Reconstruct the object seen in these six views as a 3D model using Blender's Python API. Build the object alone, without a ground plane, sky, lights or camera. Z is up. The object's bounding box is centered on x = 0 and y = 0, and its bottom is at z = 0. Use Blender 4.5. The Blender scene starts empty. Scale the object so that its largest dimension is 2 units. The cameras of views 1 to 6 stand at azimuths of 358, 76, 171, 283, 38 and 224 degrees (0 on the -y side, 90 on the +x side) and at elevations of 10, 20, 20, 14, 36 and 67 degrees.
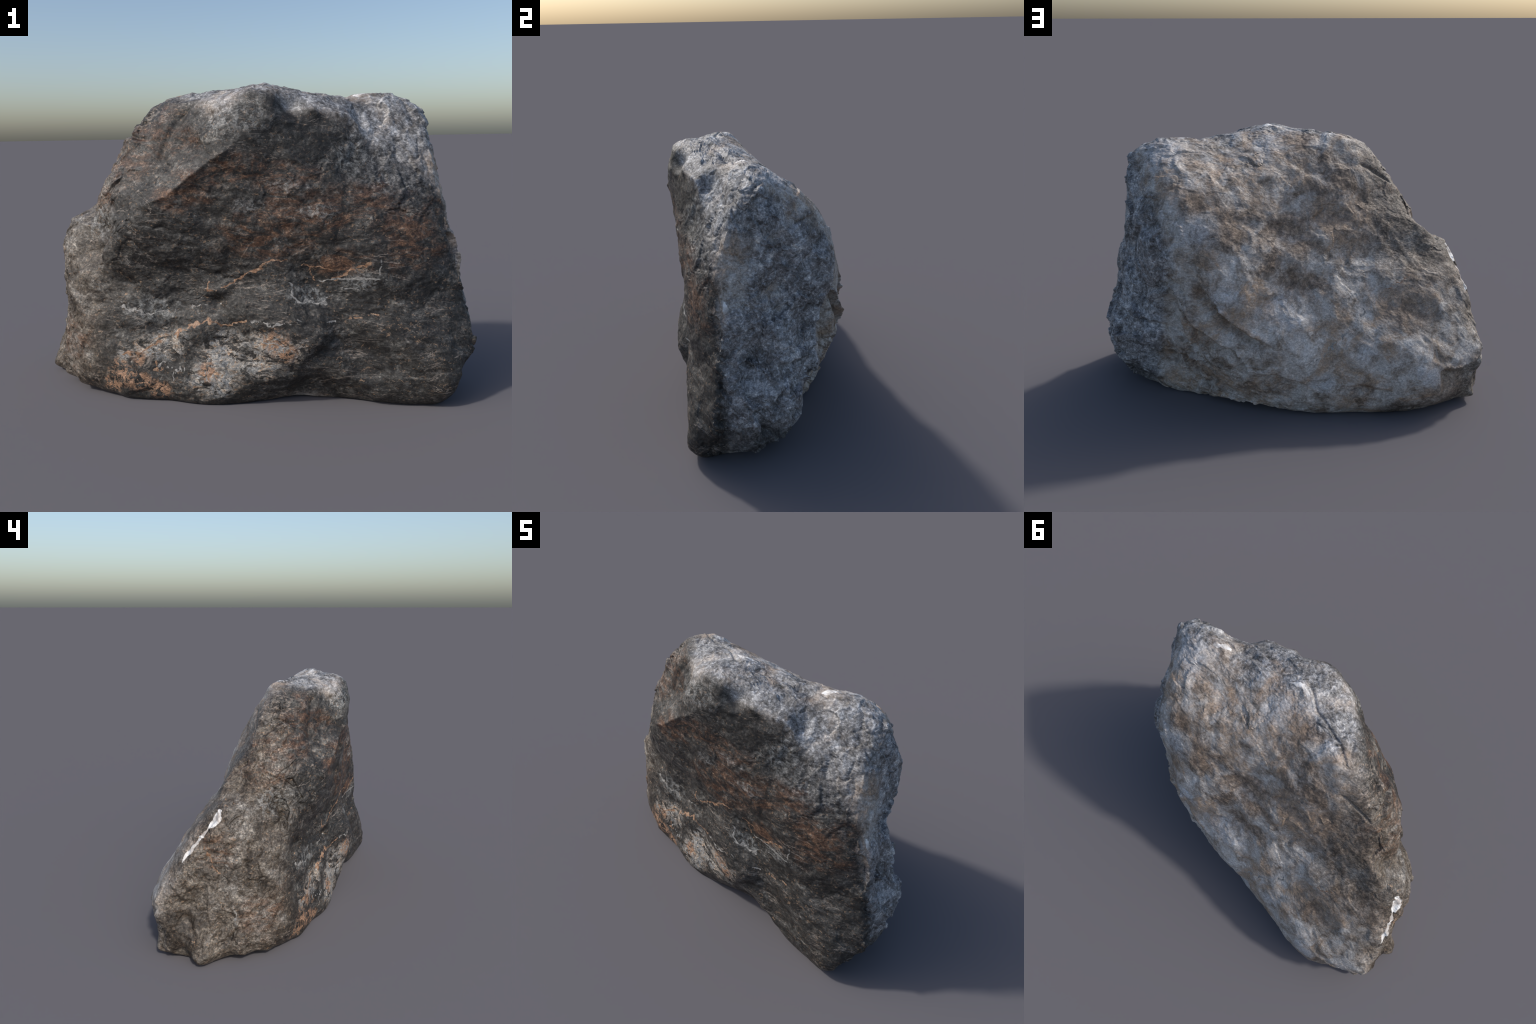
"""A weathered, leaning slab of foliated rock: a blunt fin with a steep dark
front face, a paler sloping back, a rough broken right end and a stepped left end.

The body is built the way a sculptor would block it out: a handful of measured
high and low points on each face (SHAPE) fix the broken outline, a thin-plate
surface is stretched over them, and then layers of relief are worked into it:
lumps, foliation, cracks, pits and grain, each of them stronger on the faces
where the stone shows it."""
import bpy, bmesh, math
import numpy as np

# ------------------------------------------------------------------ blocking
HEART = np.array((0.02, -0.12, 0.58))      # the faces are seen from here
SQUASH = np.array((1.0, 0.5, 0.8))         # overall slab proportions

# corner, ridge and hollow points of each face, in metres
SHAPE = {
    "crest": [
        (0.073, -0.253, 1.392), (-0.116, -0.110, 1.352), (-0.048, -0.284, 1.365), (0.134, -0.188, 1.365), (0.228, -0.293, 1.352),
        (0.280, -0.181, 1.359), (0.292, -0.030, 1.263), (0.356, -0.162, 1.337), (0.425, -0.222, 1.336), (0.452, -0.007, 1.256),
        (0.500, -0.174, 1.343), (0.534, 0.056, 1.238), (0.609, -0.155, 1.350), (0.637, -0.012, 1.280), (0.713, -0.195, 1.322),
    ],
    "front_face": [
        (-0.364, -0.262, 1.257), (-0.298, -0.245, 1.312), (-0.296, -0.295, 1.245), (-0.248, -0.342, 1.148), (-0.241, -0.309, 1.293),
        (-0.157, -0.388, 1.255), (-0.073, -0.455, 1.203), (0.020, -0.419, 1.355), (0.113, -0.455, 1.179), (0.169, -0.429, 1.292),
        (0.222, -0.425, 1.206), (0.301, -0.408, 1.212), (0.410, -0.368, 1.256), (0.429, -0.283, 1.318), (0.461, -0.357, 1.208),
        (0.526, -0.334, 1.153), (0.530, -0.278, 1.240), (0.717, -0.254, 1.243), (-0.557, -0.288, 0.920), (-0.548, -0.301, 0.882),
        (-0.519, -0.215, 1.109), (-0.434, -0.300, 1.021), (-0.258, -0.415, 1.001), (-0.125, -0.429, 1.019), (-0.104, -0.450, 1.110),
        (-0.054, -0.445, 0.981), (0.033, -0.442, 0.892), (0.058, -0.445, 1.016), (0.178, -0.457, 0.987), (0.275, -0.430, 1.065),
        (0.416, -0.395, 1.091), (0.473, -0.430, 0.950), (0.552, -0.393, 1.009), (0.658, -0.359, 1.060), (-0.801, -0.092, 0.700),
        (-0.599, -0.163, 0.693), (-0.558, -0.325, 0.783), (-0.459, -0.368, 0.871), (-0.441, -0.370, 0.749), (-0.259, -0.351, 0.630),
        (-0.249, -0.399, 0.841), (-0.197, -0.393, 0.843), (-0.133, -0.406, 0.742), (-0.048, -0.427, 0.784), (0.126, -0.432, 0.689),
        (0.170, -0.434, 0.732), (0.229, -0.446, 0.735), (0.539, -0.446, 0.828), (0.610, -0.445, 0.764), (0.837, -0.374, 0.844),
        (-0.772, -0.204, 0.439), (-0.754, -0.200, 0.562), (-0.637, -0.235, 0.549), (-0.556, -0.275, 0.417), (-0.554, -0.246, 0.539),
        (-0.552, -0.272, 0.458), (-0.514, -0.272, 0.547), (-0.423, -0.303, 0.526), (-0.408, -0.303, 0.597), (-0.344, -0.301, 0.506),
        (-0.329, -0.324, 0.615), (-0.167, -0.384, 0.396), (-0.160, -0.357, 0.494), (-0.158, -0.359, 0.598), (-0.149, -0.347, 0.451),
        (-0.123, -0.370, 0.489), (-0.116, -0.396, 0.383), (-0.105, -0.397, 0.417), (-0.060, -0.383, 0.563), (0.163, -0.426, 0.555),
        (0.218, -0.477, 0.409), (0.263, -0.412, 0.566), (0.339, -0.422, 0.503), (0.361, -0.447, 0.377), (0.407, -0.446, 0.581),
        (0.535, -0.469, 0.583), (0.545, -0.467, 0.416), (0.620, -0.467, 0.540), (0.749, -0.448, 0.420), (0.844, -0.402, 0.547),
        (0.911, -0.390, 0.463), (0.914, -0.413, 0.383), (-0.740, -0.227, 0.370), (-0.655, -0.274, 0.227), (-0.574, -0.301, 0.218),
        (-0.419, -0.340, 0.148), (-0.373, -0.325, 0.288), (-0.306, -0.363, 0.310), (-0.247, -0.374, 0.234), (-0.232, -0.385, 0.318),
        (-0.198, -0.404, 0.140), (-0.110, -0.383, 0.283), (-0.102, -0.412, 0.163), (0.151, -0.472, 0.231), (0.282, -0.490, 0.317),
        (0.481, -0.455, 0.186), (0.519, -0.458, 0.243), (0.643, -0.499, 0.319), (0.795, -0.514, 0.196), (0.897, -0.447, 0.287),
        (-0.634, -0.293, 0.097), (-0.534, -0.330, 0.065), (-0.298, -0.392, 0.090), (-0.166, -0.416, 0.064), (0.126, -0.444, 0.114),
        (0.268, -0.391, 0.110), (0.385, -0.414, 0.082), (0.457, -0.467, 0.112), (0.623, -0.492, 0.108), (0.806, -0.519, 0.102),
    ],
    "left_end": [
        (-0.560, -0.099, 1.134), (-0.434, -0.241, 1.169), (-0.691, -0.067, 0.887), (-0.681, -0.088, 0.922), (-0.679, -0.044, 0.937),
        (-0.671, -0.146, 0.906), (-0.617, -0.087, 1.012), (-0.606, -0.048, 1.075), (-0.888, 0.156, 0.671), (-0.887, 0.060, 0.717),
        (-0.841, 0.032, 0.797), (-0.703, 0.016, 0.854), (-0.662, -0.241, 0.652), (-0.648, -0.214, 0.649), (-0.935, 0.235, 0.551),
        (-0.916, 0.300, 0.457), (-0.908, 0.123, 0.545), (-0.862, -0.072, 0.469), (-0.791, -0.167, 0.541), (-0.955, 0.390, 0.315),
        (-0.934, 0.227, 0.237), (-0.930, 0.088, 0.247), (-0.922, 0.171, 0.292), (-0.916, 0.053, 0.163), (-0.888, -0.085, 0.152),
        (-0.879, -0.039, 0.298), (-0.796, -0.185, 0.212), (-0.983, 0.102, 0.051), (-0.922, -0.059, 0.077),
    ],
    "back_face": [
        (-0.509, -0.028, 1.149), (-0.322, -0.062, 1.334), (-0.290, 0.069, 1.133), (-0.223, -0.013, 1.270), (-0.058, 0.015, 1.239),
        (0.130, 0.080, 1.194), (0.444, 0.097, 1.192), (0.601, 0.109, 1.193), (-0.715, 0.076, 0.884), (-0.533, 0.081, 0.965),
        (-0.410, 0.046, 1.051), (-0.190, 0.181, 0.920), (-0.138, 0.128, 1.006), (-0.027, 0.098, 1.088), (0.073, 0.181, 0.927),
        (0.132, 0.147, 1.069), (0.225, 0.154, 1.102), (0.439, 0.193, 1.090), (0.522, 0.204, 1.075), (0.554, 0.177, 1.117),
        (0.579, 0.237, 1.004), (-0.612, 0.165, 0.780), (-0.589, 0.258, 0.690), (-0.541, 0.224, 0.733), (-0.456, 0.292, 0.625),
        (-0.285, 0.192, 0.808), (-0.277, 0.273, 0.662), (-0.195, 0.261, 0.709), (-0.183, 0.300, 0.646), (-0.093, 0.252, 0.723),
        (-0.010, 0.262, 0.779), (0.038, 0.267, 0.718), (0.122, 0.319, 0.648), (0.363, 0.377, 0.658), (0.727, 0.162, 0.697),
        (-0.700, 0.412, 0.411), (-0.534, 0.350, 0.522), (-0.311, 0.368, 0.524), (-0.141, 0.398, 0.446), (-0.072, 0.323, 0.609),
        (0.335, 0.395, 0.465), (0.427, 0.342, 0.580), (0.518, 0.325, 0.472), (0.577, 0.162, 0.580), (0.649, 0.159, 0.489),
        (0.673, 0.149, 0.560), (-0.860, 0.442, 0.191), (-0.672, 0.512, 0.127), (-0.652, 0.485, 0.314), (-0.478, 0.506, 0.195),
        (-0.165, 0.427, 0.372), (-0.080, 0.432, 0.194), (0.030, 0.448, 0.345), (0.105, 0.439, 0.326), (0.257, 0.334, 0.169),
        (0.402, 0.256, 0.173), (0.590, 0.182, 0.369), (0.636, 0.076, 0.137), (0.747, 0.062, 0.269), (0.778, 0.048, 0.315),
        (0.890, 0.011, 0.230), (0.239, 0.308, 0.067), (0.421, 0.206, 0.061), (0.652, 0.075, 0.072), (0.813, -0.013, 0.123),
    ],
    "right_end": [
        (0.690, 0.050, 1.179), (0.811, -0.254, 1.154), (0.819, -0.165, 1.211), (0.688, 0.135, 1.034), (0.803, -0.089, 1.048),
        (0.817, -0.194, 1.060), (0.823, -0.135, 0.984), (0.842, -0.293, 1.016), (0.851, -0.221, 0.943), (0.856, -0.260, 0.938),
        (0.730, 0.066, 0.657), (0.762, -0.084, 0.818), (0.804, 0.024, 0.821), (0.804, -0.056, 0.713), (0.826, -0.085, 0.703),
        (0.849, -0.246, 0.831), (0.867, -0.149, 0.704), (0.899, -0.365, 0.630), (0.552, 0.194, 0.454), (0.588, 0.287, 0.548),
        (0.737, 0.092, 0.608), (0.748, 0.136, 0.609), (0.762, 0.120, 0.476), (0.803, 0.059, 0.508), (0.845, -0.031, 0.615),
        (0.878, -0.032, 0.443), (0.879, -0.239, 0.522), (0.549, 0.204, 0.278), (0.579, 0.124, 0.225), (0.733, 0.079, 0.313),
        (0.764, 0.143, 0.373), (0.921, -0.358, 0.126), (0.923, -0.155, 0.155), (0.964, -0.399, 0.332), (0.974, -0.340, 0.288),
        (0.975, -0.415, 0.288), (0.982, -0.313, 0.338), (0.986, -0.188, 0.344), (0.919, -0.241, 0.062),
    ],
    "underside": [
        (-0.976, 0.309, 0.059), (-0.820, -0.163, 0.052), (-0.711, -0.235, 0.048), (-0.489, 0.163, 0.031), (-0.481, -0.055, 0.077),
        (-0.385, -0.028, 0.056), (-0.245, -0.010, -0.010), (-0.229, -0.223, 0.027), (-0.079, 0.414, 0.052), (0.054, 0.118, 0.034),
        (0.315, -0.363, 0.016), (0.375, -0.197, 0.038), (0.852, -0.077, 0.057),
    ],
}


def thin_plate(a, b):
    d2 = np.zeros((len(a), len(b)))
    for k in range(3):
        d2 += (a[:, k, None] - b[None, :, k]) ** 2
    return 0.5 * d2 * np.log(np.maximum(d2, 1e-14))


class Blocking:
    """distance of the surface from HEART in any direction"""

    def __init__(self):
        pts = np.array([p for face in SHAPE.values() for p in face])
        q = (pts - HEART) / SQUASH
        r = np.linalg.norm(q, axis=1)
        self.d = q / r[:, None]
        n = len(q)
        lin = np.hstack([np.ones((n, 1)), self.d])
        k = thin_plate(self.d, self.d) + 0.0005 * np.eye(n)
        a = np.block([[k, lin], [lin.T, np.zeros((4, 4))]])
        self.w = np.linalg.solve(a, np.r_[r, np.zeros(4)])

    def __call__(self, d):
        out = np.empty(len(d))
        n = len(self.d)
        for i in range(0, len(d), 20000):
            x = d[i:i + 20000]
            k = thin_plate(x, self.d)
            out[i:i + 20000] = (k * self.w[:n]).sum(1) + self.w[n] + (x * self.w[n + 1:]).sum(1)
        return out


# --------------------------------------------------------------------- noise
RNG = np.random.default_rng(7)
PERM = RNG.permutation(4096)
GRAD = RNG.normal(size=(4096, 3))
GRAD /= np.linalg.norm(GRAD, axis=1)[:, None]


def perlin(p):
    c = np.floor(p).astype(np.int64)
    f = p - c
    u = f * f * f * (f * (f * 6 - 15) + 10)
    out = np.zeros(len(p))
    for i in (0, 1):
        hx = PERM[(c[:, 0] + i) & 4095]
        wx = u[:, 0] if i else 1 - u[:, 0]
        for j in (0, 1):
            hy = PERM[(hx + c[:, 1] + j) & 4095]
            wy = wx * (u[:, 1] if j else 1 - u[:, 1])
            for k in (0, 1):
                g = GRAD[PERM[(hy + c[:, 2] + k) & 4095]]
                dot = g[:, 0] * (f[:, 0] - i) + g[:, 1] * (f[:, 1] - j) + g[:, 2] * (f[:, 2] - k)
                out += wy * (u[:, 2] if k else 1 - u[:, 2]) * dot
    return out * 1.6


def fbm(p, octaves=4, gain=0.5, ridged=False):
    out, amp, total = np.zeros(len(p)), 1.0, 0.0
    for o in range(octaves):
        n = perlin(p * 2.03 ** o + 17.3 * o)
        out += amp * ((1 - 2 * np.abs(n)) if ridged else n)
        total += amp
        amp *= gain
    return out / total


def ramp(x, a, b):
    t = np.clip((x - a) / (b - a), 0, 1)
    return t * t * (3 - 2 * t)


# --------------------------------------------------------------- local carving
def near_line(p, line):
    """distance to a polyline, position along it (0..1) and how far below it a point lies"""
    line = np.array(line, float)
    best, along, below = np.full(len(p), 9.0), np.zeros(len(p)), np.zeros(len(p))
    n = len(line) - 1
    for i in range(n):
        a, b = line[i], line[i + 1]
        ab = b - a
        t = np.clip(((p - a) @ ab) / (ab @ ab), 0, 1)
        q = p - a - t[:, None] * ab
        d = np.linalg.norm(q, axis=1)
        m = d < best
        best[m], along[m], below[m] = d[m], (i + t[m]) / n, -q[m, 2]
    return best, along, below


# ------------------------------------------------------------- local features
# grooves and cracks: (path, half width, depth)
GROOVES = [
    ([(-0.179, 0.117, 1.045), (-0.134, 0.130, 1.004), (-0.100, 0.140, 0.978)], 0.006, 0.010),
    ([(-0.313, 0.182, 0.845), (-0.297, 0.191, 0.813), (-0.271, 0.199, 0.787), (-0.216, 0.209, 0.729)], 0.006, 0.010),
    ([(0.168, 0.333, 0.640), (0.136, 0.324, 0.640), (0.107, 0.304, 0.646)], 0.010, 0.014),
    ([(0.378, 0.357, 0.716), (0.358, 0.361, 0.702), (0.338, 0.359, 0.702)], 0.007, 0.008),
    ([(-0.005, 0.096, 1.102), (-0.026, 0.099, 1.087), (-0.053, 0.094, 1.091)], 0.006, 0.007),
    ([(0.552, 0.191, 0.355), (0.518, 0.154, 0.257), (0.489, 0.160, 0.175), (0.438, 0.186, 0.103)], 0.016, 0.016),
    ([(-0.371, -0.001, 1.218), (-0.426, -0.013, 1.198), (-0.499, -0.023, 1.142), (-0.558, -0.023, 1.104)], 0.008, 0.010),
    ([(0.083, -0.283, 1.387), (0.006, -0.252, 1.386), (-0.065, -0.190, 1.374), (-0.168, -0.160, 1.365),
      (-0.260, -0.128, 1.352), (-0.317, -0.092, 1.341)], 0.0065, 0.012),
    ([(0.453, -0.190, 1.337), (0.361, -0.219, 1.350), (0.261, -0.221, 1.362), (0.167, -0.262, 1.371), (0.120, -0.300, 1.377)], 0.016, 0.016),
    ([(-0.558, -0.098, 1.128), (-0.484, -0.158, 1.138), (-0.430, -0.240, 1.160)], 0.012, 0.014),
    ([(-0.244, -0.297, 1.289), (-0.318, -0.299, 1.222), (-0.386, -0.305, 1.123), (-0.428, -0.326, 0.944)], 0.020, 0.007),
    ([(-0.594, -0.240, 0.799), (-0.566, -0.267, 0.767), (-0.537, -0.338, 0.742), (-0.534, -0.377, 0.668)], 0.012, 0.008),
    ([(-0.156, -0.359, 0.600), (-0.117, -0.351, 0.567), (-0.070, -0.380, 0.566)], 0.010, 0.007),
    ([(0.260, -0.467, 0.213), (0.328, -0.474, 0.276), (0.381, -0.452, 0.329)], 0.030, 0.014),
    ([(-0.945, 0.388, 0.192), (-0.961, 0.361, 0.140)], 0.016, 0.030),
    ([(-0.975, 0.232, 0.05), (-0.945, 0.310, 0.04)], 0.020, 0.030),
]
# broken ledges: (lip of the ledge, how far the rock below is set back, height of the set-back)
LEDGES = [
    ([(0.727, 0.196, 0.737), (0.670, 0.244, 0.731), (0.613, 0.283, 0.677), (0.577, 0.308, 0.602), (0.525, 0.330, 0.536),
      (0.482, 0.341, 0.475)], 0.040, 0.055),
    ([(0.470, 0.336, 0.751), (0.443, 0.356, 0.698), (0.430, 0.361, 0.661), (0.367, 0.359, 0.583), (0.295, 0.389, 0.530),
      (0.222, 0.419, 0.477), (0.158, 0.434, 0.440)], 0.040, 0.060),
    ([(0.900, -0.100, 0.500), (0.867, -0.052, 0.480), (0.787, 0.103, 0.474), (0.701, 0.189, 0.450), (0.633, 0.177, 0.360),
      (0.572, 0.151, 0.285), (0.521, 0.147, 0.196), (0.443, 0.184, 0.115)], 0.020, 0.045),
    ([(0.567, 0.313, 0.593), (0.496, 0.337, 0.514), (0.413, 0.365, 0.447), (0.334, 0.395, 0.410), (0.289, 0.396, 0.349),
      (0.220, 0.369, 0.231)], 0.034, 0.045),
    ([(0.650, 0.230, 0.480), (0.600, 0.200, 0.400), (0.520, 0.260, 0.330), (0.440, 0.300, 0.260), (0.360, 0.300, 0.180)], 0.018, 0.04),
    ([(0.220, 0.400, 0.300), (0.127, 0.417, 0.276), (0.034, 0.424, 0.248), (-0.035, 0.426, 0.212)], 0.022, 0.10),
    ([(-0.200, 0.460, 0.200), (-0.277, 0.468, 0.215), (-0.329, 0.475, 0.214), (-0.381, 0.484, 0.191), (-0.458, 0.499, 0.181)], 0.012, 0.06),
    ([(-0.700, 0.500, 0.262), (-0.750, 0.490, 0.262), (-0.804, 0.461, 0.248), (-0.870, 0.437, 0.258), (-0.940, 0.390, 0.290)], 0.034, 0.10),
    ([(0.880, -0.100, 0.260), (0.900, -0.200, 0.250), (0.930, -0.300, 0.250), (0.960, -0.390, 0.240)], 0.012, 0.10),
]
# (negative set-back: the rock below stands proud, leaving a lit shelf)
LEDGES += [([(-0.600, -0.060, 1.120), (-0.558, -0.098, 1.135), (-0.484, -0.158, 1.145), (-0.430, -0.240, 1.169)], -0.016, 0.07),
           ([(-0.640, -0.090, 0.980), (-0.560, -0.180, 0.990), (-0.500, -0.240, 1.010)], -0.010, 0.05),
           ([(-0.800, 0.020, 0.800), (-0.740, -0.060, 0.790), (-0.680, -0.140, 0.800)], -0.012, 0.05)]
# toes of the split foot: (place, radius, reach)
TOES = [((-0.975, 0.140, 0.020), 0.050, 0.036), ((-0.915, 0.385, 0.020), 0.045, 0.048), ((0.790, -0.490, 0.030), 0.075, 0.022),
        ((0.960, -0.240, 0.120), 0.090, -0.012), ((-0.970, 0.250, 0.05), 0.045, -0.035),
        ((-0.940, 0.360, 0.150), 0.040, -0.025)]
GROOVES += [([(0.690, 0.170, 0.505), (0.635, 0.161, 0.464), (0.570, 0.190, 0.410)], 0.020, 0.012)]
# sharp ridges standing proud
RIDGES = [
    ([(-0.066, -0.462, 1.143), (-0.118, -0.449, 1.112), (-0.185, -0.420, 1.056), (-0.258, -0.413, 1.001),
      (-0.356, -0.402, 0.941), (-0.460, -0.351, 0.875)], 0.022, 0.018),
    ([(0.168, 0.333, 0.665), (0.136, 0.324, 0.665), (0.107, 0.304, 0.668)], 0.018, 0.012),
    ([(-0.558, -0.098, 1.142), (-0.484, -0.158, 1.152), (-0.430, -0.240, 1.176)], 0.010, 0.008),

    # right end against the back, and against the front
    ([(0.715, -0.185, 1.320), (0.760, -0.170, 1.280), (0.800, -0.070, 1.130), (0.750, 0.100, 0.970), (0.710, 0.170, 0.880),
      (0.720, 0.190, 0.750)], 0.028, 0.012),
    ([(0.830, -0.370, 0.840), (0.899, -0.365, 0.630), (0.921, -0.393, 0.462), (0.970, -0.401, 0.331), (0.985, -0.410, 0.280)], 0.020, 0.006),
    # front lip of the top, its back edge, and the shoulder over the left end
    ([(-0.020, -0.430, 1.370), (0.080, -0.440, 1.340)], 0.022, 0.010),
    ([(0.230, -0.425, 1.305), (0.292, -0.416, 1.300), (0.405, -0.365, 1.248), (0.466, -0.360, 1.215), (0.533, -0.337, 1.161)], 0.022, 0.014),
    ([(-0.317, -0.060, 1.341), (-0.168, -0.120, 1.370), (0.000, -0.190, 1.390), (0.073, -0.240, 1.395), (0.135, -0.188, 1.370),
      (0.300, -0.150, 1.350), (0.490, -0.150, 1.340), (0.600, -0.155, 1.342)], 0.030, 0.007),
    ([(-0.100, -0.390, 1.345), (-0.200, -0.320, 1.320), (-0.292, -0.243, 1.299), (-0.410, -0.110, 1.270)], 0.024, 0.012),
]
# pits: (centre, radius, depth)
PITS = [
    ((0.162, -0.414, 1.257), 0.045, 0.040), ((0.417, -0.219, 1.321), 0.030, 0.020),
    ((0.367, -0.222, 1.344), 0.022, 0.014), ((0.797, -0.089, 1.045), 0.040, 0.022),
    ((0.801, -0.056, 0.712), 0.030, 0.020), ((-0.874, 0.055, 0.747), 0.022, 0.016),
    ((-0.239, -0.307, 1.288), 0.012, 0.006),
    ((-0.295, -0.295, 1.243), 0.035, 0.010), ((0.968, -0.31, 0.341), 0.030, 0.014),
    ((0.924, -0.20, 0.36), 0.030, 0.014), ((-0.690, -0.150, 0.700), 0.055, -0.055),
]


# ------------------------------------------------------------------- the body
FOLIATION = np.array((0.10, 0.90, 0.38))
FOLIATION /= np.linalg.norm(FOLIATION)
STRIKE = np.cross(FOLIATION, (0.0, 0.0, 1.0))
STRIKE /= np.linalg.norm(STRIKE)
DIP = np.cross(FOLIATION, STRIKE)


def sphere(levels):
    """icosphere by repeated halving; also returns, per level, the two parents of each new point"""
    t = (1 + 5 ** 0.5) / 2
    v = np.array([(-1, t, 0), (1, t, 0), (-1, -t, 0), (1, -t, 0), (0, -1, t), (0, 1, t), (0, -1, -t), (0, 1, -t),
                  (t, 0, -1), (t, 0, 1), (-t, 0, -1), (-t, 0, 1)], float)
    v /= np.linalg.norm(v, axis=1)[:, None]
    f = np.array([(0, 11, 5), (0, 5, 1), (0, 1, 7), (0, 7, 10), (0, 10, 11), (1, 5, 9), (5, 11, 4), (11, 10, 2), (10, 7, 6), (7, 1, 8),
                  (3, 9, 4), (3, 4, 2), (3, 2, 6), (3, 6, 8), (3, 8, 9), (4, 9, 5), (2, 4, 11), (6, 2, 10), (8, 6, 7), (9, 8, 1)])
    shapes = []
    for _ in range(levels):
        n = len(v)
        e = np.sort(np.concatenate([f[:, [0, 1]], f[:, [1, 2]], f[:, [2, 0]]]), 1)
        key, inv = np.unique(e[:, 0] * n + e[:, 1], return_inverse=True)
        pair = np.stack([key // n, key % n], 1)
        m = v[pair[:, 0]] + v[pair[:, 1]]
        v = np.vstack([v, m / np.linalg.norm(m, axis=1)[:, None]])
        ab, bc, ca = (inv.reshape(3, -1) + n)
        a, b, c = f.T
        f = np.concatenate([np.stack(q, 1) for q in ((a, ab, ca), (b, bc, ab), (c, ca, bc), (ab, bc, ca))])
        shapes.append((pair, f))
    return v, shapes


def finer(values, pair):
    return np.concatenate([values, (values[pair[:, 0]] + values[pair[:, 1]]) / 2])


def normals_of(p, f):
    n = np.zeros_like(p)
    a, b, c = p[f[:, 0]], p[f[:, 1]], p[f[:, 2]]
    u, w = b - a, c - a
    face = np.stack([u[:, 1] * w[:, 2] - u[:, 2] * w[:, 1], u[:, 2] * w[:, 0] - u[:, 0] * w[:, 2], u[:, 0] * w[:, 1] - u[:, 1] * w[:, 0]], 1)
    for k in range(3):
        for i in range(3):
            n[:, i] += np.bincount(f[:, k], face[:, i], len(p))
    return n / np.linalg.norm(n, axis=1)[:, None]


def chips(p, tilt, seed):
    """angular flakes: every cell of a jittered grid is its own small tilted plane"""
    rng = np.random.default_rng(seed)
    jit, lean, lift = rng.random((4096, 3)), rng.normal(size=(4096, 3)), rng.random(4096)
    base = np.floor(p).astype(np.int64)
    best, second, val = np.full(len(p), 9.0), np.full(len(p), 9.0), np.zeros(len(p))
    for i in (-1, 0, 1):
        hx = PERM[(base[:, 0] + i) & 4095]
        for j in (-1, 0, 1):
            hy = PERM[(hx + base[:, 1] + j) & 4095]
            for k in (-1, 0, 1):
                h = PERM[(hy + base[:, 2] + k) & 4095]
                q = p - base - (i, j, k) - jit[h]
                d = (q * q).sum(1)
                new = d < best
                second = np.where(new, best, np.minimum(second, d))
                val = np.where(new, tilt * (q * lean[h]).sum(1) + lift[h] - 0.5, val)
                best = np.where(new, d, best)
    return val, np.sqrt(second) - np.sqrt(best)


def on_surface(blocking, points):
    q = (np.atleast_2d(np.array(points, float)) - HEART) / SQUASH
    q /= np.linalg.norm(q, axis=1)[:, None]
    return HEART + q * SQUASH * blocking(q)[:, None]


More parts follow.
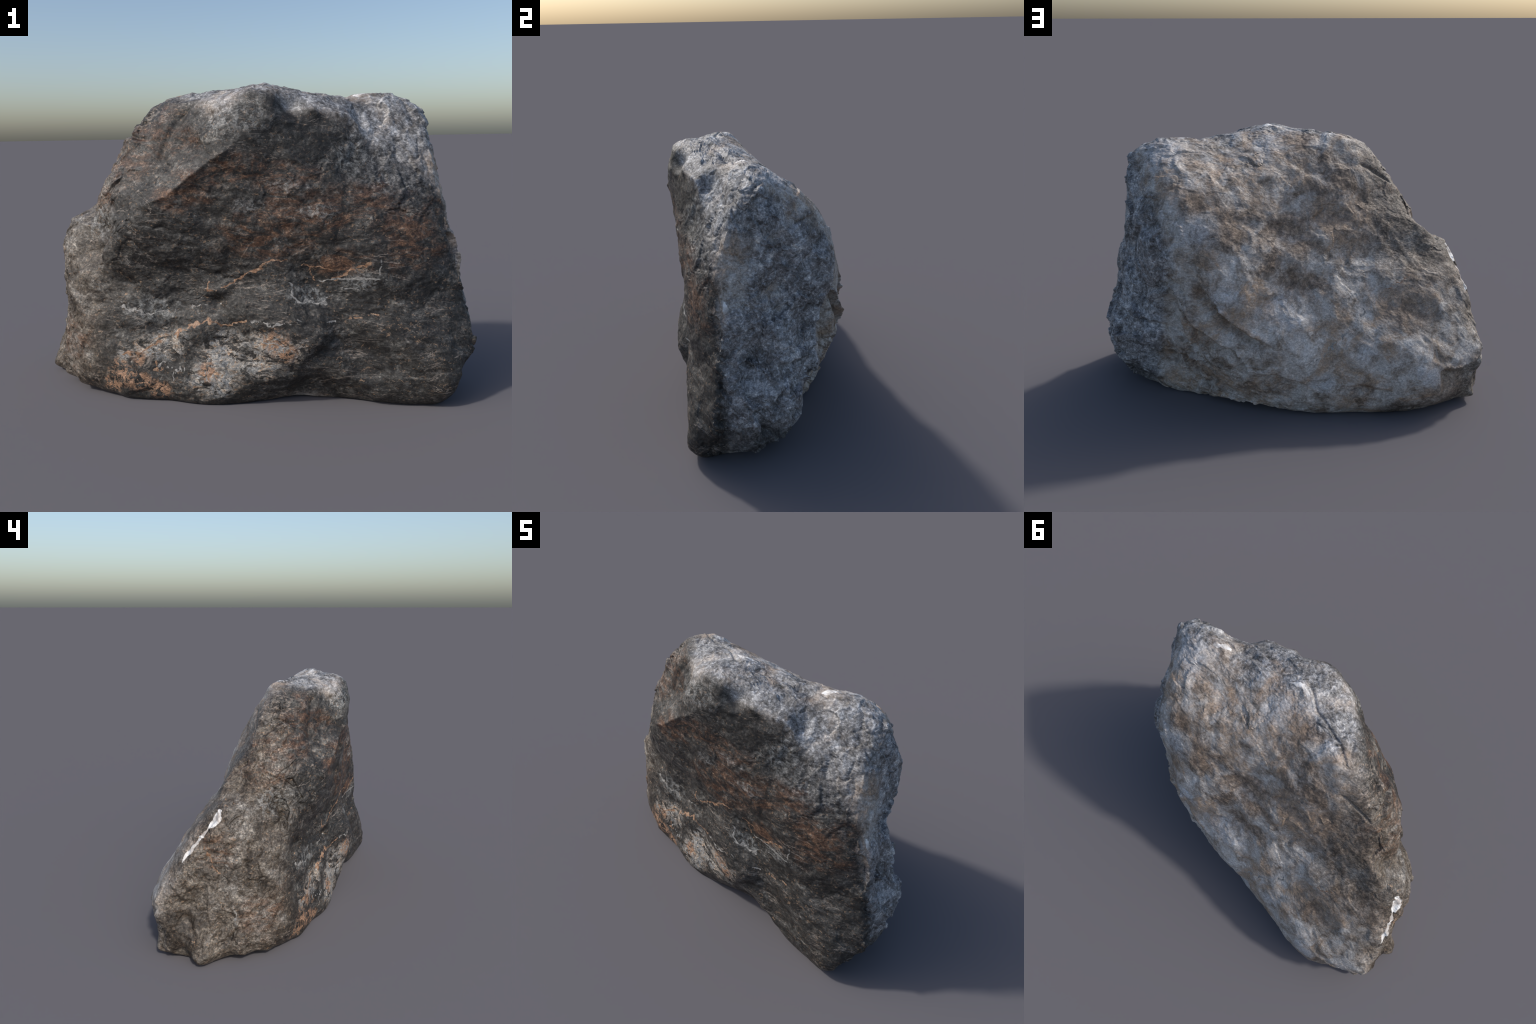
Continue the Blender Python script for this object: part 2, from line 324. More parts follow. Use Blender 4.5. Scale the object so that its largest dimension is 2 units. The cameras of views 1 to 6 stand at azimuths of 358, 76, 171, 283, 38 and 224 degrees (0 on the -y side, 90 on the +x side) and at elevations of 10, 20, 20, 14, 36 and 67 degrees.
def relief():
    d, shapes = sphere(8)
    coarse_n = len(d) - len(shapes[7][0])
    f_coarse, (pair, f_fine) = shapes[6][1], shapes[7]
    dc = d[:coarse_n]
    blocking = Blocking()
    p0 = HEART + dc * SQUASH * blocking(dc)[:, None]
    n = normals_of(p0, f_coarse)
    right, left = ramp(n[:, 0], 0.45, 0.75), ramp(-n[:, 0], 0.45, 0.75)
    top, back, front = ramp(n[:, 2], 0.74, 0.92), ramp(n[:, 1], 0.2, 0.5), ramp(-n[:, 1], 0.5, 0.8)
    under = back * ramp(-n[:, 2], -0.05, 0.2) * ramp(p0[:, 0], -0.1, 0.25)
    rough = np.clip(right * 0.6 + left * 0.35 + top * 0.3 + under * 0.5, 0, 1)
    corner = ramp(p0[:, 0], 0.45, 0.6) * ramp(p0[:, 2], 0.75, 0.95)       # coarse upper right block
    rough = np.maximum(rough * (1 - 0.3 * corner), corner * 0.5)

    warp = np.stack([fbm(p0 * 6 + s, 2) for s in (3.1, 41.7, 87.2)], 1) * 0.06
    p = p0 + warp
    bed = np.stack([p @ STRIKE, p @ DIP, p @ FOLIATION], 1)

    h = 0.012 * fbm(p * 6.5, 2) - 0.002
    h += (0.005 + 0.004 * rough) * fbm(p * 16 + 5, 3)
    h += 0.008 * left * fbm(bed * (14, 14, 24) + 2, 3) + 0.009 * back * fbm(p * 9 + 77, 2)
    flake, gap = chips(bed * (5, 5, 6) + 3, 1.2, 8)
    h += 0.014 * np.clip(right + 0.6 * under + 0.25 * left, 0, 1) * (1 - 0.6 * top) * (flake - 0.4)
    # broken faces: flakes in two sizes, crossing the bedding
    flake, gap = chips(bed * (9, 9, 16), 1.3, 3)
    h += (0.0012 + 0.0058 * rough) * flake - 0.003 * rough * ramp(0.12 - gap, 0, 0.12)
    flake, gap = chips(bed * (21, 21, 30) + 7, 1.3, 4)
    h += (0.0006 + 0.0036 * rough) * flake - 0.0015 * rough * ramp(0.12 - gap, 0, 0.12)
    # foliation seen edge-on: ledges on the ends and on the undercut back
    edge = np.clip(0.5 * left + 0.3 * right + 1.0 * under, 0, 1.2)
    h += 0.009 * edge * fbm(bed * (2.5, 2.5, 20), 3)
    t = bed[:, 2] * 10 + 1.4 * fbm(p * 3.5 + 60, 2)
    h += 0.020 * (under + 0.2 * left) * (np.abs(t % 1.0 - 0.3) - 0.3)
    # lenses lying nearly level on the front
    lens = p * (4.0, 4.0, 11) + (0, 0, 4)
    h += 0.009 * front * (1 - corner) * fbm(lens, 3)

    for path, width, depth in GROOVES:
        dist, t, low = near_line(p0 + warp * 0.2, on_surface(blocking, path))
        fade = ramp(t, -0.02, 0.15) * ramp(1 - t, -0.02, 0.15)
        h -= depth * fade * np.exp(-(dist / width) ** 2)
    for path, depth, reach in LEDGES:
        dist, t, low = near_line(p0 + warp * 0.5, on_surface(blocking, path))
        fade = ramp(t, -0.02, 0.2) * ramp(1 - t, -0.02, 0.2)
        back_off = ramp(low, -0.002, 0.012) * np.exp(-(dist / reach) ** 2)
        lip = np.exp(-(dist / 0.02) ** 2) * (low < 0)
        h += fade * (0.3 * max(depth, 0) * lip - 1.3 * depth * back_off)
    for path, width, height in RIDGES:
        dist, t, low = near_line(p0 + warp * 0.1, on_surface(blocking, path))
        h += height * ramp(t, -0.1, 0.2) * ramp(1 - t, -0.1, 0.2) * np.exp(-np.abs(dist) / width)
    for c, radius, depth in PITS:
        dist = np.linalg.norm(p0 + warp * 0.4 - on_surface(blocking, c), axis=1)
        h -= depth * np.exp(-(dist / radius) ** 2)

    # finer mesh for grain
    p0, n, h, rough, right, top = (finer(a, pair) for a in (p0, n, h, rough, right, top))
    n /= np.linalg.norm(n, axis=1)[:, None]
    h += (0.0009 + 0.0025 * rough) * fbm(p0 * 42 + 9, 2, gain=0.6)
    h -= (0.0008 + 0.0020 * np.maximum(right, top)) * np.maximum(fbm(p0 * 60 + 3, 2, ridged=True) - 0.1, 0)

    foot = ramp(p0[:, 2], -0.02, 0.06)
    p = p0 + n * (h * (0.25 + 0.75 * foot))[:, None]
    for c, radius, reach in TOES:
        out = np.array(c) - HEART
        out[2] = 0
        d2 = ((p0 - on_surface(blocking, c)) ** 2 * (1, 1, 0.6)).sum(1)
        p += out / np.linalg.norm(out) * (reach * np.exp(-d2 / radius ** 2))[:, None]
    p[:, 2] = np.where(p[:, 2] < 0.004, 0.004 + (p[:, 2] - 0.004) * 0.08, p[:, 2])
    p[:, 2] -= p[:, 2].min()
    return p, f_fine


# ------------------------------------------------------------------ materials
class Tree:
    def __init__(self, name):
        self.mat = bpy.data.materials.new(name)
        self.mat.use_nodes = True
        self.t = self.mat.node_tree
        self.bsdf = self.t.nodes["Principled BSDF"]
        self.pos = self.t.nodes.new("ShaderNodeTexCoord").outputs["Object"]

    def put(self, node, name, value):
        s = node.inputs[name]
        if isinstance(value, bpy.types.NodeSocket):
            self.t.links.new(value, s)
        else:
            s.default_value = value

    def math(self, op, a, b=0.0, c=0.0, clamp=False):
        n = self.t.nodes.new("ShaderNodeMath")
        n.operation, n.use_clamp = op, clamp
        for i, v in enumerate((a, b, c)):
            self.put(n, i, v)
        return n.outputs[0]

    def add(self, a, b): return self.math("ADD", a, b)
    def sub(self, a, b): return self.math("SUBTRACT", a, b)
    def mul(self, a, b): return self.math("MULTIPLY", a, b)
    def most(self, a, b): return self.math("MAXIMUM", a, b)

    def step(self, x, a, b, lo=0.0, hi=1.0):
        n = self.t.nodes.new("ShaderNodeMapRange")
        n.interpolation_type = "SMOOTHSTEP"
        for i, v in enumerate((x, a, b, lo, hi)):
            self.put(n, i, v)
        return n.outputs[0]

    def place(self, scale=(1, 1, 1), turn=(0, 0, 0), shift=(0, 0, 0), src=None):
        n = self.t.nodes.new("ShaderNodeMapping")
        self.put(n, "Vector", src or self.pos)
        n.inputs["Scale"].default_value = scale
        n.inputs["Rotation"].default_value = turn
        n.inputs["Location"].default_value = shift
        return n.outputs[0]

    def noise(self, scale, detail=6.0, rough=0.6, warp=0.0, src=None):
        n = self.t.nodes.new("ShaderNodeTexNoise")
        self.put(n, "Vector", src or self.pos)
        n.inputs["Scale"].default_value = scale
        n.inputs["Detail"].default_value = detail
        n.inputs["Roughness"].default_value = rough
        n.inputs["Distortion"].default_value = warp
        return n.outputs[0]

    def ramp(self, x, *stops):
        n = self.t.nodes.new("ShaderNodeValToRGB")
        e = n.color_ramp.elements
        while len(e) < len(stops):
            e.new(0.5)
        for el, (at, col) in zip(e, stops):
            el.position, el.color = at, (*col, 1)
        self.t.links.new(x, n.inputs[0])
        return n.outputs[0]

    def mix(self, f, a, b, mode="MIX"):
        n = self.t.nodes.new("ShaderNodeMix")
        n.data_type, n.blend_type = "RGBA", mode
        self.put(n, 0, f)
        for i, v in ((6, a), (7, b)):
            self.put(n, i, (*v, 1) if isinstance(v, tuple) else v)
        return n.outputs[2]

    def spots(self, places, wobble, stretch=(1, 1, 1)):
        """soft patches of stain around given centres (x, y, z, radius)"""
        src = self.pos if stretch == (1, 1, 1) else self.place(stretch)
        near = None
        for x, y, z, r in places:
            n = self.t.nodes.new("ShaderNodeVectorMath")
            n.operation = "DISTANCE"
            self.t.links.new(src, n.inputs[0])
            n.inputs[1].default_value = (x * stretch[0], y * stretch[1], z * stretch[2])
            d = self.math("DIVIDE", n.outputs["Value"], r)
            near = d if near is None else self.math("MINIMUM", near, d)
        return self.step(self.add(near, wobble), 0.35, 1.15, 1.0, 0.0)


def rock_material():
    t = Tree("foliated_rock")
    xyz = t.t.nodes.new("ShaderNodeSeparateXYZ")
    t.t.links.new(t.pos, xyz.inputs[0])
    x, y, z = xyz.outputs
    big = t.noise(3.2, 5, 0.6, 0.4)
    mid = t.noise(11, 7, 0.65, 0.6)
    fine = t.noise(34, 7, 0.74, 0.7)
    grain = t.noise(90, 4, 0.75, 0.6, t.place((1, 1, 1.5)))
    ragged = t.sub(t.noise(9, 8, 0.7), 0.5)
    wobble = t.mul(ragged, 2.6)

    # pale rock: back, top and broken right end
    body = t.add(t.add(t.mul(mid, 0.62), t.mul(fine, 0.28)), t.mul(big, 0.16))
    pale = t.ramp(body, (0.36, PALE[0]), (0.46, PALE[1]), (0.54, PALE[2]), (0.64, PALE[3]), (0.76, PALE[4]))
    tan = t.step(t.noise(4.5, 7, 0.7, 0.8, t.place(shift=(3, 1, 2))), 0.46, 0.62)
    pale = t.mix(t.mul(tan, t.step(fine, 0.35, 0.6, 0.2, 0.85)), pale, (0.36, 0.24, 0.15))
    fleck = t.step(t.noise(85, 3, 0.6, 0.5, t.place(shift=(1, 5, 2))), 0.62, 0.72)
    pale = t.mix(t.mul(fleck, 0.35), pale, (0.52, 0.46, 0.40))
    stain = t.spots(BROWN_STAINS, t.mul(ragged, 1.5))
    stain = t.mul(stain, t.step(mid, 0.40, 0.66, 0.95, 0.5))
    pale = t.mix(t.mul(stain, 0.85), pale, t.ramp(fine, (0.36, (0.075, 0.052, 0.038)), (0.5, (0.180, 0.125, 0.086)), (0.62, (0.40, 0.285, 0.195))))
    salt = t.add(t.mul(fine, 0.6), t.add(t.mul(mid, 0.3), t.mul(grain, 0.15)))
    grey_speckle = t.ramp(salt, (0.42, (0.034, 0.035, 0.036)), (0.49, (0.125, 0.127, 0.131)), (0.56, (0.29, 0.295, 0.305)), (0.64, (0.60, 0.605, 0.62)))
    pale = t.mix(t.mul(t.spots(GREY_SPECKLE_SPOTS, wobble), 0.9), pale, grey_speckle)
    light_spots = t.spots(LIGHT_SPOTS, wobble)
    pale = t.mix(t.mul(light_spots, t.step(fine, 0.38, 0.55, 0.2, 0.6)), pale, (0.56, 0.57, 0.59))

    # darker colours: front face and the left end
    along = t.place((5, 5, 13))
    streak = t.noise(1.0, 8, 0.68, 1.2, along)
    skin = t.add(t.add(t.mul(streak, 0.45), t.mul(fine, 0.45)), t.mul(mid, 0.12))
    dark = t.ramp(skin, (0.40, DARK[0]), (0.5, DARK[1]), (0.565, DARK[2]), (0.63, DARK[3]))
    left_zone = t.step(t.add(t.sub(y, t.mul(x, 0.9)), t.mul(ragged, 0.3)), 0.20, 0.50)
    warm = t.ramp(skin, (0.40, (0.026, 0.021, 0.016)), (0.5, (0.092, 0.078, 0.064)), (0.57, (0.19, 0.175, 0.155)), (0.66, (0.38, 0.34, 0.29)))
    patch = t.noise(5.5, 5, 0.6, 0.5, t.place((1, 1, 0.8), shift=(6, 1, 3)))
    warm = t.mix(1.0, warm, t.ramp(patch, (0.38, (0.42, 0.38, 0.34)), (0.5, (0.95, 0.90, 0.84)), (0.62, (1.25, 1.28, 1.32))), "MULTIPLY")
    dark = t.mix(left_zone, dark, warm)
    rust_where = t.most(t.spots(RUST, wobble, (0.6, 1, 1.3)), t.mul(t.spots(LEFT_RUST, wobble), 0.75))
    rust = t.mul(rust_where, t.step(t.noise(1.0, 9, 0.78, 1.2, t.place((9, 9, 20), shift=(2, 0, 5))), 0.44, 0.57))
    rust_col = t.ramp(fine, (0.3, (0.045, 0.024, 0.015)), (0.5, (0.125, 0.060, 0.032)), (0.68, (0.33, 0.19, 0.11)))
    dark = t.mix(t.mul(rust, 0.8), dark, rust_col)
    freckle = t.step(t.noise(58, 4, 0.65, 0.9, t.place((1, 1, 1.5), shift=(4, 4, 1))), 0.56, 0.68)
    dark = t.mix(t.mul(freckle, t.step(mid, 0.40, 0.58, 0.15, 0.75)), dark, (0.30, 0.195, 0.12))
    pale_where = t.mul(t.spots(FRONT_PALE, wobble, (0.7, 1, 1.6)), t.step(fine, 0.42, 0.62))
    dark = t.mix(t.mul(pale_where, 0.75), dark, (0.26, 0.265, 0.26))
    # thin level veins
    vein_n = t.noise(1.0, 5, 0.6, 0.8, t.place((2.2, 2.2, 9), shift=(0, 7, 3)))
    vein = t.step(t.math("ABSOLUTE", t.sub(vein_n, 0.5)), 0.0, 0.011, 1.0, 0.0)
    vein = t.mul(vein, t.step(big, 0.48, 0.6))
    dark = t.mix(t.mul(vein, 0.55), dark, (0.34, 0.29, 0.25))

    # crust of cream and orange low on the front
    crust_where = t.spots(CRUST, wobble, (0.75, 1, 1.25))
    marble = t.noise(11, 10, 0.74, 1.0, t.place((1, 1, 1.8)))
    crust = t.mul(crust_where, t.step(marble, 0.45, 0.52))
    crust_col = t.ramp(t.noise(17, 9, 0.78, 0.8, t.place((1, 1, 1.5), shift=(9, 2, 2))), (0.36, (0.10, 0.105, 0.11)), (0.47, (0.27, 0.28, 0.285)),
                       (0.55, (0.45, 0.40, 0.34)), (0.62, (0.42, 0.235, 0.12)), (0.75, (0.20, 0.10, 0.05)))
    dark = t.mix(t.mul(crust, 0.92), dark, crust_col)
    lace = t.mul(t.step(t.math("ABSOLUTE", t.sub(marble, 0.49)), 0.0, 0.012, 1.0, 0.0), crust_where)
    dark = t.mix(t.mul(lace, 0.8), dark, (0.46, 0.38, 0.30))
    orange = t.mul(t.spots(ORANGE, wobble), t.step(t.noise(30, 6, 0.7, 1.0), 0.47, 0.52))
    dark = t.mix(orange, dark, t.mix(fine, (0.42, 0.26, 0.165), (0.25, 0.14, 0.085)))

    # where the darkened colour stops: along the crest, the right edge and the back-left edge
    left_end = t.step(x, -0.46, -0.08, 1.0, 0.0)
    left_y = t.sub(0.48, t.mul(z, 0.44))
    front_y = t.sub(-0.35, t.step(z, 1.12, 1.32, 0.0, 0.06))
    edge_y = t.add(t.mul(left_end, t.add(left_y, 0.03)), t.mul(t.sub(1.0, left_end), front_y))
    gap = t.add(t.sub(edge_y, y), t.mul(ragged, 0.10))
    dark_mask = t.step(gap, t.sub(-0.02, t.mul(left_end, 0.11)), t.add(0.03, t.mul(left_end, 0.06)))
    # fresher speckled break on the upper right corner and the right end
    speckle = t.ramp(salt, (0.42, (0.020, 0.021, 0.023)), (0.5, (0.075, 0.077, 0.08)), (0.57, (0.19, 0.19, 0.195)), (0.66, (0.46, 0.43, 0.39)))
    end = t.step(t.add(t.add(x, t.mul(y, 0.45)), t.mul(ragged, 0.16)), 0.70, 0.76)
    corner = t.mul(t.step(t.add(x, t.mul(ragged, 0.3)), 0.40, 0.62), t.step(t.add(z, t.mul(ragged, 0.25)), 0.84, 1.0))
    dark = t.mix(t.mul(corner, 0.8), dark, t.mix(1.0, speckle, (0.55, 0.55, 0.56), "MULTIPLY"))
    pale = t.mix(t.mul(end, 0.75), pale, t.mix(1.0, speckle, (1.75, 1.8, 1.9), "MULTIPLY"))
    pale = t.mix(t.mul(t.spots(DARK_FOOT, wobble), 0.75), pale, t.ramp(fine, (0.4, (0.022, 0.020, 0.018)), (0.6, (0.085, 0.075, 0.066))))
    colour = t.mix(dark_mask, pale, dark)
    colour = t.mix(t.step(dark_mask, 0.0, 1.0, 0.42, 0.8), colour, t.ramp(grain, (0.38, (0.30, 0.29, 0.28)), (0.5, (0.9, 0.9, 0.9)), (0.60, (1.6, 1.56, 1.5)), (0.7, (2.3, 2.2, 2.1))), "MULTIPLY")
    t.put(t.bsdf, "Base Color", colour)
    t.put(t.bsdf, "Roughness", t.step(grain, 0.35, 0.65, 0.56, 0.38))
    t.put(t.bsdf, "Specular IOR Level", 0.5)
    bump = t.t.nodes.new("ShaderNodeBump")
    bump.inputs["Strength"].default_value = 0.6
    bump.inputs["Distance"].default_value = 0.008
    t.put(bump, "Height", t.add(t.mul(fine, 0.8), t.mul(grain, 0.35)))
    t.put(t.bsdf, "Normal", bump.outputs[0])
    return t.mat


PALE = [(0.075, 0.055, 0.042), (0.235, 0.192, 0.155), (0.45, 0.405, 0.365), (0.60, 0.57, 0.54), (0.76, 0.75, 0.74)]
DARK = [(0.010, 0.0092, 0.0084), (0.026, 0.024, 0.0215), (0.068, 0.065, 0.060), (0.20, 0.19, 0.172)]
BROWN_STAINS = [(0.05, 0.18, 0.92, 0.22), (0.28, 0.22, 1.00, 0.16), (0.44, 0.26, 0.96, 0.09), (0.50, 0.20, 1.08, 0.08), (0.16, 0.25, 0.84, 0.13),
                (-0.11, -0.10, 1.35, 0.09), (-0.05, 0.01, 1.25, 0.09), (-0.23, 0.06, 1.17, 0.21), (-0.35, 0.11, 1.00, 0.22), (-0.15, 0.13, 1.0, 0.12),
                (-0.62, 0.14, 0.82, 0.22), (-0.48, 0.12, 0.92, 0.18), (0.0, 0.24, 0.70, 0.13), (-0.10, 0.25, 0.66, 0.09),
                (-0.54, 0.35, 0.52, 0.12), (-0.84, 0.18, 0.70, 0.16), (-0.80, 0.47, 0.18, 0.14), (-0.45, 0.0, 1.13, 0.14),
                (0.47, 0.34, 0.73, 0.06), (0.43, 0.36, 0.64, 0.05), (0.37, 0.36, 0.56, 0.05), (0.29, 0.39, 0.50, 0.05), (0.20, 0.42, 0.44, 0.05),  # from here on: occlusion under the back ledges, painted dark brown
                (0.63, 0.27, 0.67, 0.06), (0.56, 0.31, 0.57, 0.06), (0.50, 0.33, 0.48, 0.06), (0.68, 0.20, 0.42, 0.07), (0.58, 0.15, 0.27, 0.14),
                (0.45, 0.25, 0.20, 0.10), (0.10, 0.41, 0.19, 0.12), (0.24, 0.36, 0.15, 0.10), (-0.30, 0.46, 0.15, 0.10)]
LIGHT_SPOTS = [(0.49, 0.26, 0.98, 0.10), (0.36, 0.37, 0.67, 0.09), (0.08, 0.38, 0.58, 0.12), (-0.11, 0.44, 0.22, 0.07),
               (-0.64, 0.51, 0.25, 0.08), (-0.32, 0.46, 0.38, 0.06), (0.10, -0.10, 1.33, 0.10), (0.62, -0.05, 1.28, 0.12),
               (-0.86, 0.43, 0.31, 0.08)]
GREY_SPECKLE_SPOTS = [(0.62, -0.30, 1.14, 0.20), (0.74, -0.22, 1.20, 0.20), (0.50, -0.31, 1.24, 0.16), (0.20, -0.35, 1.33, 0.16), (0.35, -0.30, 1.30, 0.16),
         (0.00, -0.33, 1.37, 0.17), (-0.20, -0.22, 1.34, 0.16), (0.30, -0.22, 1.35, 0.15), (0.64, -0.20, 1.32, 0.15), (0.12, -0.26, 1.38, 0.14)]
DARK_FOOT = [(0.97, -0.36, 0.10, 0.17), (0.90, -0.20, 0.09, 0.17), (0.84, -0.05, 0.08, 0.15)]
RUST = [(0.14, -0.45, 1.0, 0.10), (0.33, -0.46, 0.88, 0.13), (0.52, -0.44, 0.90, 0.12), (0.67, -0.43, 0.80, 0.12),
        (-0.21, -0.42, 1.0, 0.09), (-0.07, -0.44, 1.04, 0.10), (0.40, -0.45, 0.64, 0.09), (0.70, -0.44, 0.68, 0.12),
        (0.80, -0.40, 0.86, 0.07), (0.04, -0.44, 0.74, 0.14), (-0.28, -0.42, 0.92, 0.09), (0.20, -0.45, 0.85, 0.16)]
LEFT_RUST = [(-0.45, -0.20, 1.10, 0.15), (-0.36, -0.28, 1.20, 0.12), (-0.26, -0.35, 1.14, 0.10), (-0.55, -0.13, 1.03, 0.16), (-0.62, -0.10, 0.92, 0.13), (-0.80, -0.15, 0.25, 0.14), (-0.87, 0.07, 0.60, 0.12)]
FRONT_PALE = [(0.24, -0.44, 0.50, 0.08), (0.45, -0.47, 0.56, 0.07), (-0.44, -0.30, 0.42, 0.10),
              (0.16, -0.45, 0.97, 0.06), (0.28, -0.46, 0.86, 0.06), (0.0, -0.44, 0.89, 0.06), (-0.69, -0.17, 0.79, 0.14),
              (0.48, -0.38, 1.08, 0.16), (0.62, -0.36, 1.0, 0.14), (-0.08, -0.42, 1.25, 0.14)]
CRUST = [(-0.54, -0.31, 0.21, 0.07), (-0.47, -0.31, 0.22, 0.09), (-0.38, -0.33, 0.25, 0.09), (-0.29, -0.30, 0.29, 0.09), (-0.13, -0.36, 0.29, 0.10), (0.05, -0.46, 0.30, 0.09),
         (0.14, -0.47, 0.26, 0.08), (0.04, -0.45, 0.19, 0.10), (-0.19, -0.41, 0.12, 0.11), (-0.15, -0.40, 0.22, 0.12)]
ORANGE = [(-0.60, -0.30, 0.15, 0.06), (-0.57, -0.31, 0.12, 0.07), (-0.50, -0.33, 0.10, 0.06), (-0.43, -0.35, 0.06, 0.06), (-0.64, -0.28, 0.07, 0.06), (-0.51, -0.31, 0.20, 0.05), (0.10, -0.46, 0.31, 0.06), (0.14, -0.47, 0.25, 0.05), (-0.20, -0.40, 0.16, 0.05)]


def thin_vein_material(name, dark, mid, light):
    t = Tree(name)
    n = t.noise(60, 6, 0.75)
    t.put(t.bsdf, "Base Color", t.ramp(n, (0.36, dark), (0.5, mid), (0.64, light)))
    t.put(t.bsdf, "Roughness", 0.6)
    return t.mat


def white_patch_material():
    t = Tree("white_patch")
    n = t.noise(26, 6, 0.65)
    t.put(t.bsdf, "Base Color", t.ramp(n, (0.35, (0.34, 0.29, 0.25)), (0.5, (0.56, 0.53, 0.50)), (0.62, (0.84, 0.83, 0.81))))
    t.put(t.bsdf, "Roughness", 0.45)
    bump = t.t.nodes.new("ShaderNodeBump")
    bump.inputs["Strength"].default_value = 0.4
    bump.inputs["Distance"].default_value = 0.004
    t.put(bump, "Height", n)
    t.put(t.bsdf, "Normal", bump.outputs[0])
    return t.mat


# white strips and patches: (path, half width)
WHITE_PATCHES = [
    ([(-0.845, 0.075, 0.790), (-0.877, 0.085, 0.746), (-0.885, 0.120, 0.705)], 0.018),
    ([(-0.880, 0.125, 0.700), (-0.892, 0.154, 0.662), (-0.908, 0.181, 0.618), (-0.929, 0.234, 0.556), (-0.935, 0.25, 0.53)], 0.009),
    ([(0.880, -0.335, 0.815), (0.885, -0.335, 0.770)], 0.010),
    ([(0.525, -0.140, 1.333), (0.490, -0.173, 1.338), (0.470, -0.180, 1.338)], 0.014),
    ([(0.120, -0.215, 1.378), (0.060, -0.235, 1.390), (0.010, -0.220, 1.385), (-0.020, -0.190, 1.375)], 0.010),
]


# thin veins that stand out one by one: (path, half width)
PALE_VEINS = [
    ([(-0.010, -0.440, 0.390), (0.085, -0.452, 0.392), (0.191, -0.474, 0.394), (0.361, -0.450, 0.376)], 0.0042),
    ([(-0.631, -0.261, 0.431), (-0.543, -0.273, 0.423), (-0.491, -0.280, 0.411), (-0.414, -0.289, 0.408), (-0.346, -0.293, 0.431)], 0.0045),
    ([(-0.247, -0.327, 0.448), (-0.191, -0.337, 0.446), (-0.135, -0.356, 0.450)], 0.0036),
    ([(0.287, -0.415, 0.563), (0.381, -0.439, 0.566), (0.456, -0.458, 0.570), (0.532, -0.470, 0.569)], 0.0055),
    ([(0.391, -0.440, 0.523), (0.429, -0.449, 0.522), (0.476, -0.460, 0.518)], 0.0042),
    ([(0.537, -0.459, 0.648), (0.535, -0.463, 0.619), (0.537, -0.468, 0.585)], 0.0036),
    ([(-0.414, -0.335, 0.182), (-0.351, -0.357, 0.164), (-0.310, -0.374, 0.153), (-0.238, -0.391, 0.165), (-0.221, -0.400, 0.131),
      (-0.168, -0.409, 0.135)], 0.0038),
    ([(-0.351, -0.360, 0.152), (-0.348, -0.370, 0.097), (-0.368, -0.348, 0.018)], 0.0036),
    ([(-0.064, -0.394, 0.271), (0.005, -0.431, 0.292), (0.082, -0.461, 0.305), (0.159, -0.478, 0.272)], 0.0045),
    ([(0.162, -0.427, 0.556), (0.179, -0.447, 0.495), (0.217, -0.459, 0.467), (0.262, -0.452, 0.464), (0.304, -0.435, 0.454),
      (0.345, -0.425, 0.495)], 0.0046),
    ([(-0.903, -0.006, 0.307), (-0.904, -0.021, 0.237), (-0.907, -0.017, 0.204)], 0.0036),
    ([(-0.030, 0.445, 0.325), (-0.109, 0.440, 0.356), (-0.176, 0.416, 0.419), (-0.244, 0.389, 0.475), (-0.318, 0.368, 0.522),
      (-0.338, 0.348, 0.552)], 0.0036),
]
RUSTY_VEINS = [
    ([(0.411, -0.448, 0.393), (0.469, -0.457, 0.403), (0.541, -0.465, 0.417)], 0.0038),
    ([(-0.158, -0.313, 0.557), (-0.129, -0.285, 0.531), (-0.078, -0.346, 0.547), (-0.056, -0.393, 0.572), (0.010, -0.429, 0.610),
      (0.069, -0.433, 0.649), (0.147, -0.428, 0.661)], 0.0044),
    ([(0.247, -0.420, 0.620), (0.257, -0.416, 0.596), (0.269, -0.414, 0.566)], 0.0036),
    ([(0.202, -0.423, 0.627), (0.266, -0.419, 0.619), (0.362, -0.433, 0.612)], 0.0040),
    ([(0.353, -0.431, 0.562), (0.395, -0.442, 0.593), (0.456, -0.453, 0.622), (0.480, -0.456, 0.639)], 0.0060),
    ([(-0.580, -0.300, 0.213), (-0.500, -0.313, 0.234), (-0.416, -0.317, 0.278), (-0.326, -0.345, 0.321), (-0.262, -0.377, 0.356),
      (-0.192, -0.389, 0.373), (-0.112, -0.391, 0.361), (-0.033, -0.426, 0.389)], 0.0075),
    ([(-0.443, -0.320, 0.237), (-0.431, -0.328, 0.197), (-0.414, -0.342, 0.147)], 0.0050),
    ([(-0.449, 0.289, 0.633), (-0.509, 0.271, 0.661), (-0.587, 0.246, 0.698)], 0.0036),
    ([(-0.911, 0.134, 0.611), (-0.903, 0.106, 0.552), (-0.899, 0.093, 0.498), (-0.896, 0.068, 0.466)], 0.0036),
]


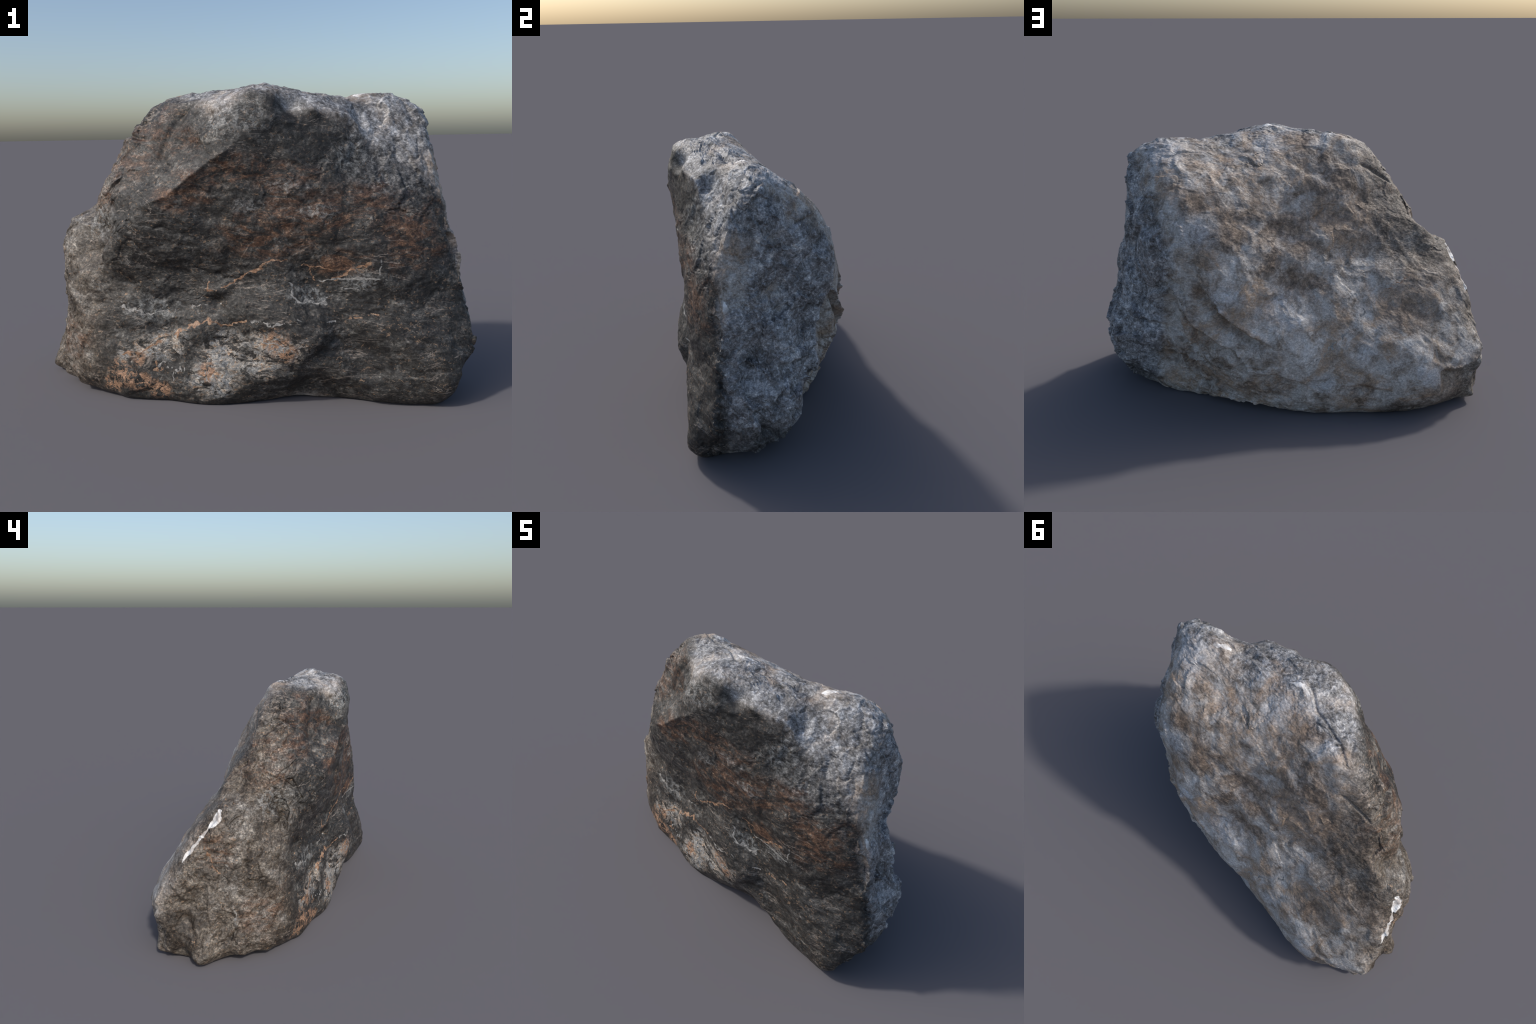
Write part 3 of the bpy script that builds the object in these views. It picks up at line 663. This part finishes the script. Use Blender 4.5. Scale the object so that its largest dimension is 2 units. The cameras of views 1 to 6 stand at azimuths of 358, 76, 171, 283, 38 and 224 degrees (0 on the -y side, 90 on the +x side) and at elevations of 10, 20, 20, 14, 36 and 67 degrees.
def split_parts(p, tri, veins, shake, taper):
    """choose the faces of the one smooth surface that belong to each vein"""
    part = np.zeros(len(tri), int)
    blocking = Blocking()
    for i, (path, width) in enumerate(veins):
        path = np.array(path)
        lo, hi = path.min(0) - 0.06, path.max(0) + 0.06
        close = np.where(((p > lo) & (p < hi)).all(1))[0]
        q = p[close]
        q = q + shake * np.stack([fbm(q * 28 + s, 3) for s in (1.0, 21.0, 55.0)], 1)
        # measure along the face, not through it
        flat = on_surface(blocking, q)
        d, t, _ = near_line(flat, on_surface(blocking, path))
        swell = 0.75 + 0.9 * fbm(q * 40 + 7, 2) if taper else 0.4 + 0.8 * np.sin(np.pi * np.clip(t, 0.06, 0.94))
        inside = np.zeros(len(p), bool)
        inside[close] = d < width * swell
        part[inside[tri].sum(1) >= 2] = i + 1
    return part


def make_part(name, p, n, tri, material, parent):
    used = np.unique(tri)
    remap = np.zeros(len(p), np.int64)
    remap[used] = np.arange(len(used))
    mesh = bpy.data.meshes.new(name)
    mesh.vertices.add(len(used))
    mesh.vertices.foreach_set("co", p[used].astype(np.float32).ravel())
    mesh.loops.add(len(tri) * 3)
    mesh.loops.foreach_set("vertex_index", remap[tri].astype(np.int32).ravel())
    mesh.polygons.add(len(tri))
    mesh.polygons.foreach_set("loop_start", np.arange(0, len(tri) * 3, 3, dtype=np.int32))
    mesh.update(calc_edges=True)
    mesh.polygons.foreach_set("use_smooth", np.ones(len(tri), bool))
    mesh.normals_split_custom_set_from_vertices(n[used].astype(np.float32))
    mesh.materials.append(material)
    ob = bpy.data.objects.new(name, mesh)
    bpy.context.scene.collection.objects.link(ob)
    ob.parent = parent
    return ob


root = bpy.data.objects.new("boulder", None)
root.empty_display_size = 0.3
bpy.context.scene.collection.objects.link(root)
root["label"] = "leaning slab of dark weathered rock with rusty streaks"
root["category"] = "rock"

points, triangles = relief()
point_normals = normals_of(points, triangles)
rock, white = rock_material(), white_patch_material()
pale = thin_vein_material("pale_vein", (0.10, 0.095, 0.09), (0.27, 0.26, 0.245), (0.44, 0.41, 0.37))
rusty = thin_vein_material("rusty_vein", (0.085, 0.042, 0.024), (0.27, 0.150, 0.085), (0.46, 0.33, 0.23))
taken = np.zeros(len(triangles), bool)
for name, veins, material, shake, taper in (("white_patch", WHITE_PATCHES, white, 0.015, False), ("pale_vein", PALE_VEINS, pale, 0.020, True),
                                            ("rusty_vein", RUSTY_VEINS, rusty, 0.020, True)):
    part = split_parts(points, triangles, veins, shake, taper)
    part[taken] = 0
    for i in range(len(veins)):
        if (part == i + 1).any():
            make_part(name, points, point_normals, triangles[part == i + 1], material, root)
    taken |= part > 0
make_part("rock_body", points, point_normals, triangles[~taken], rock, root)
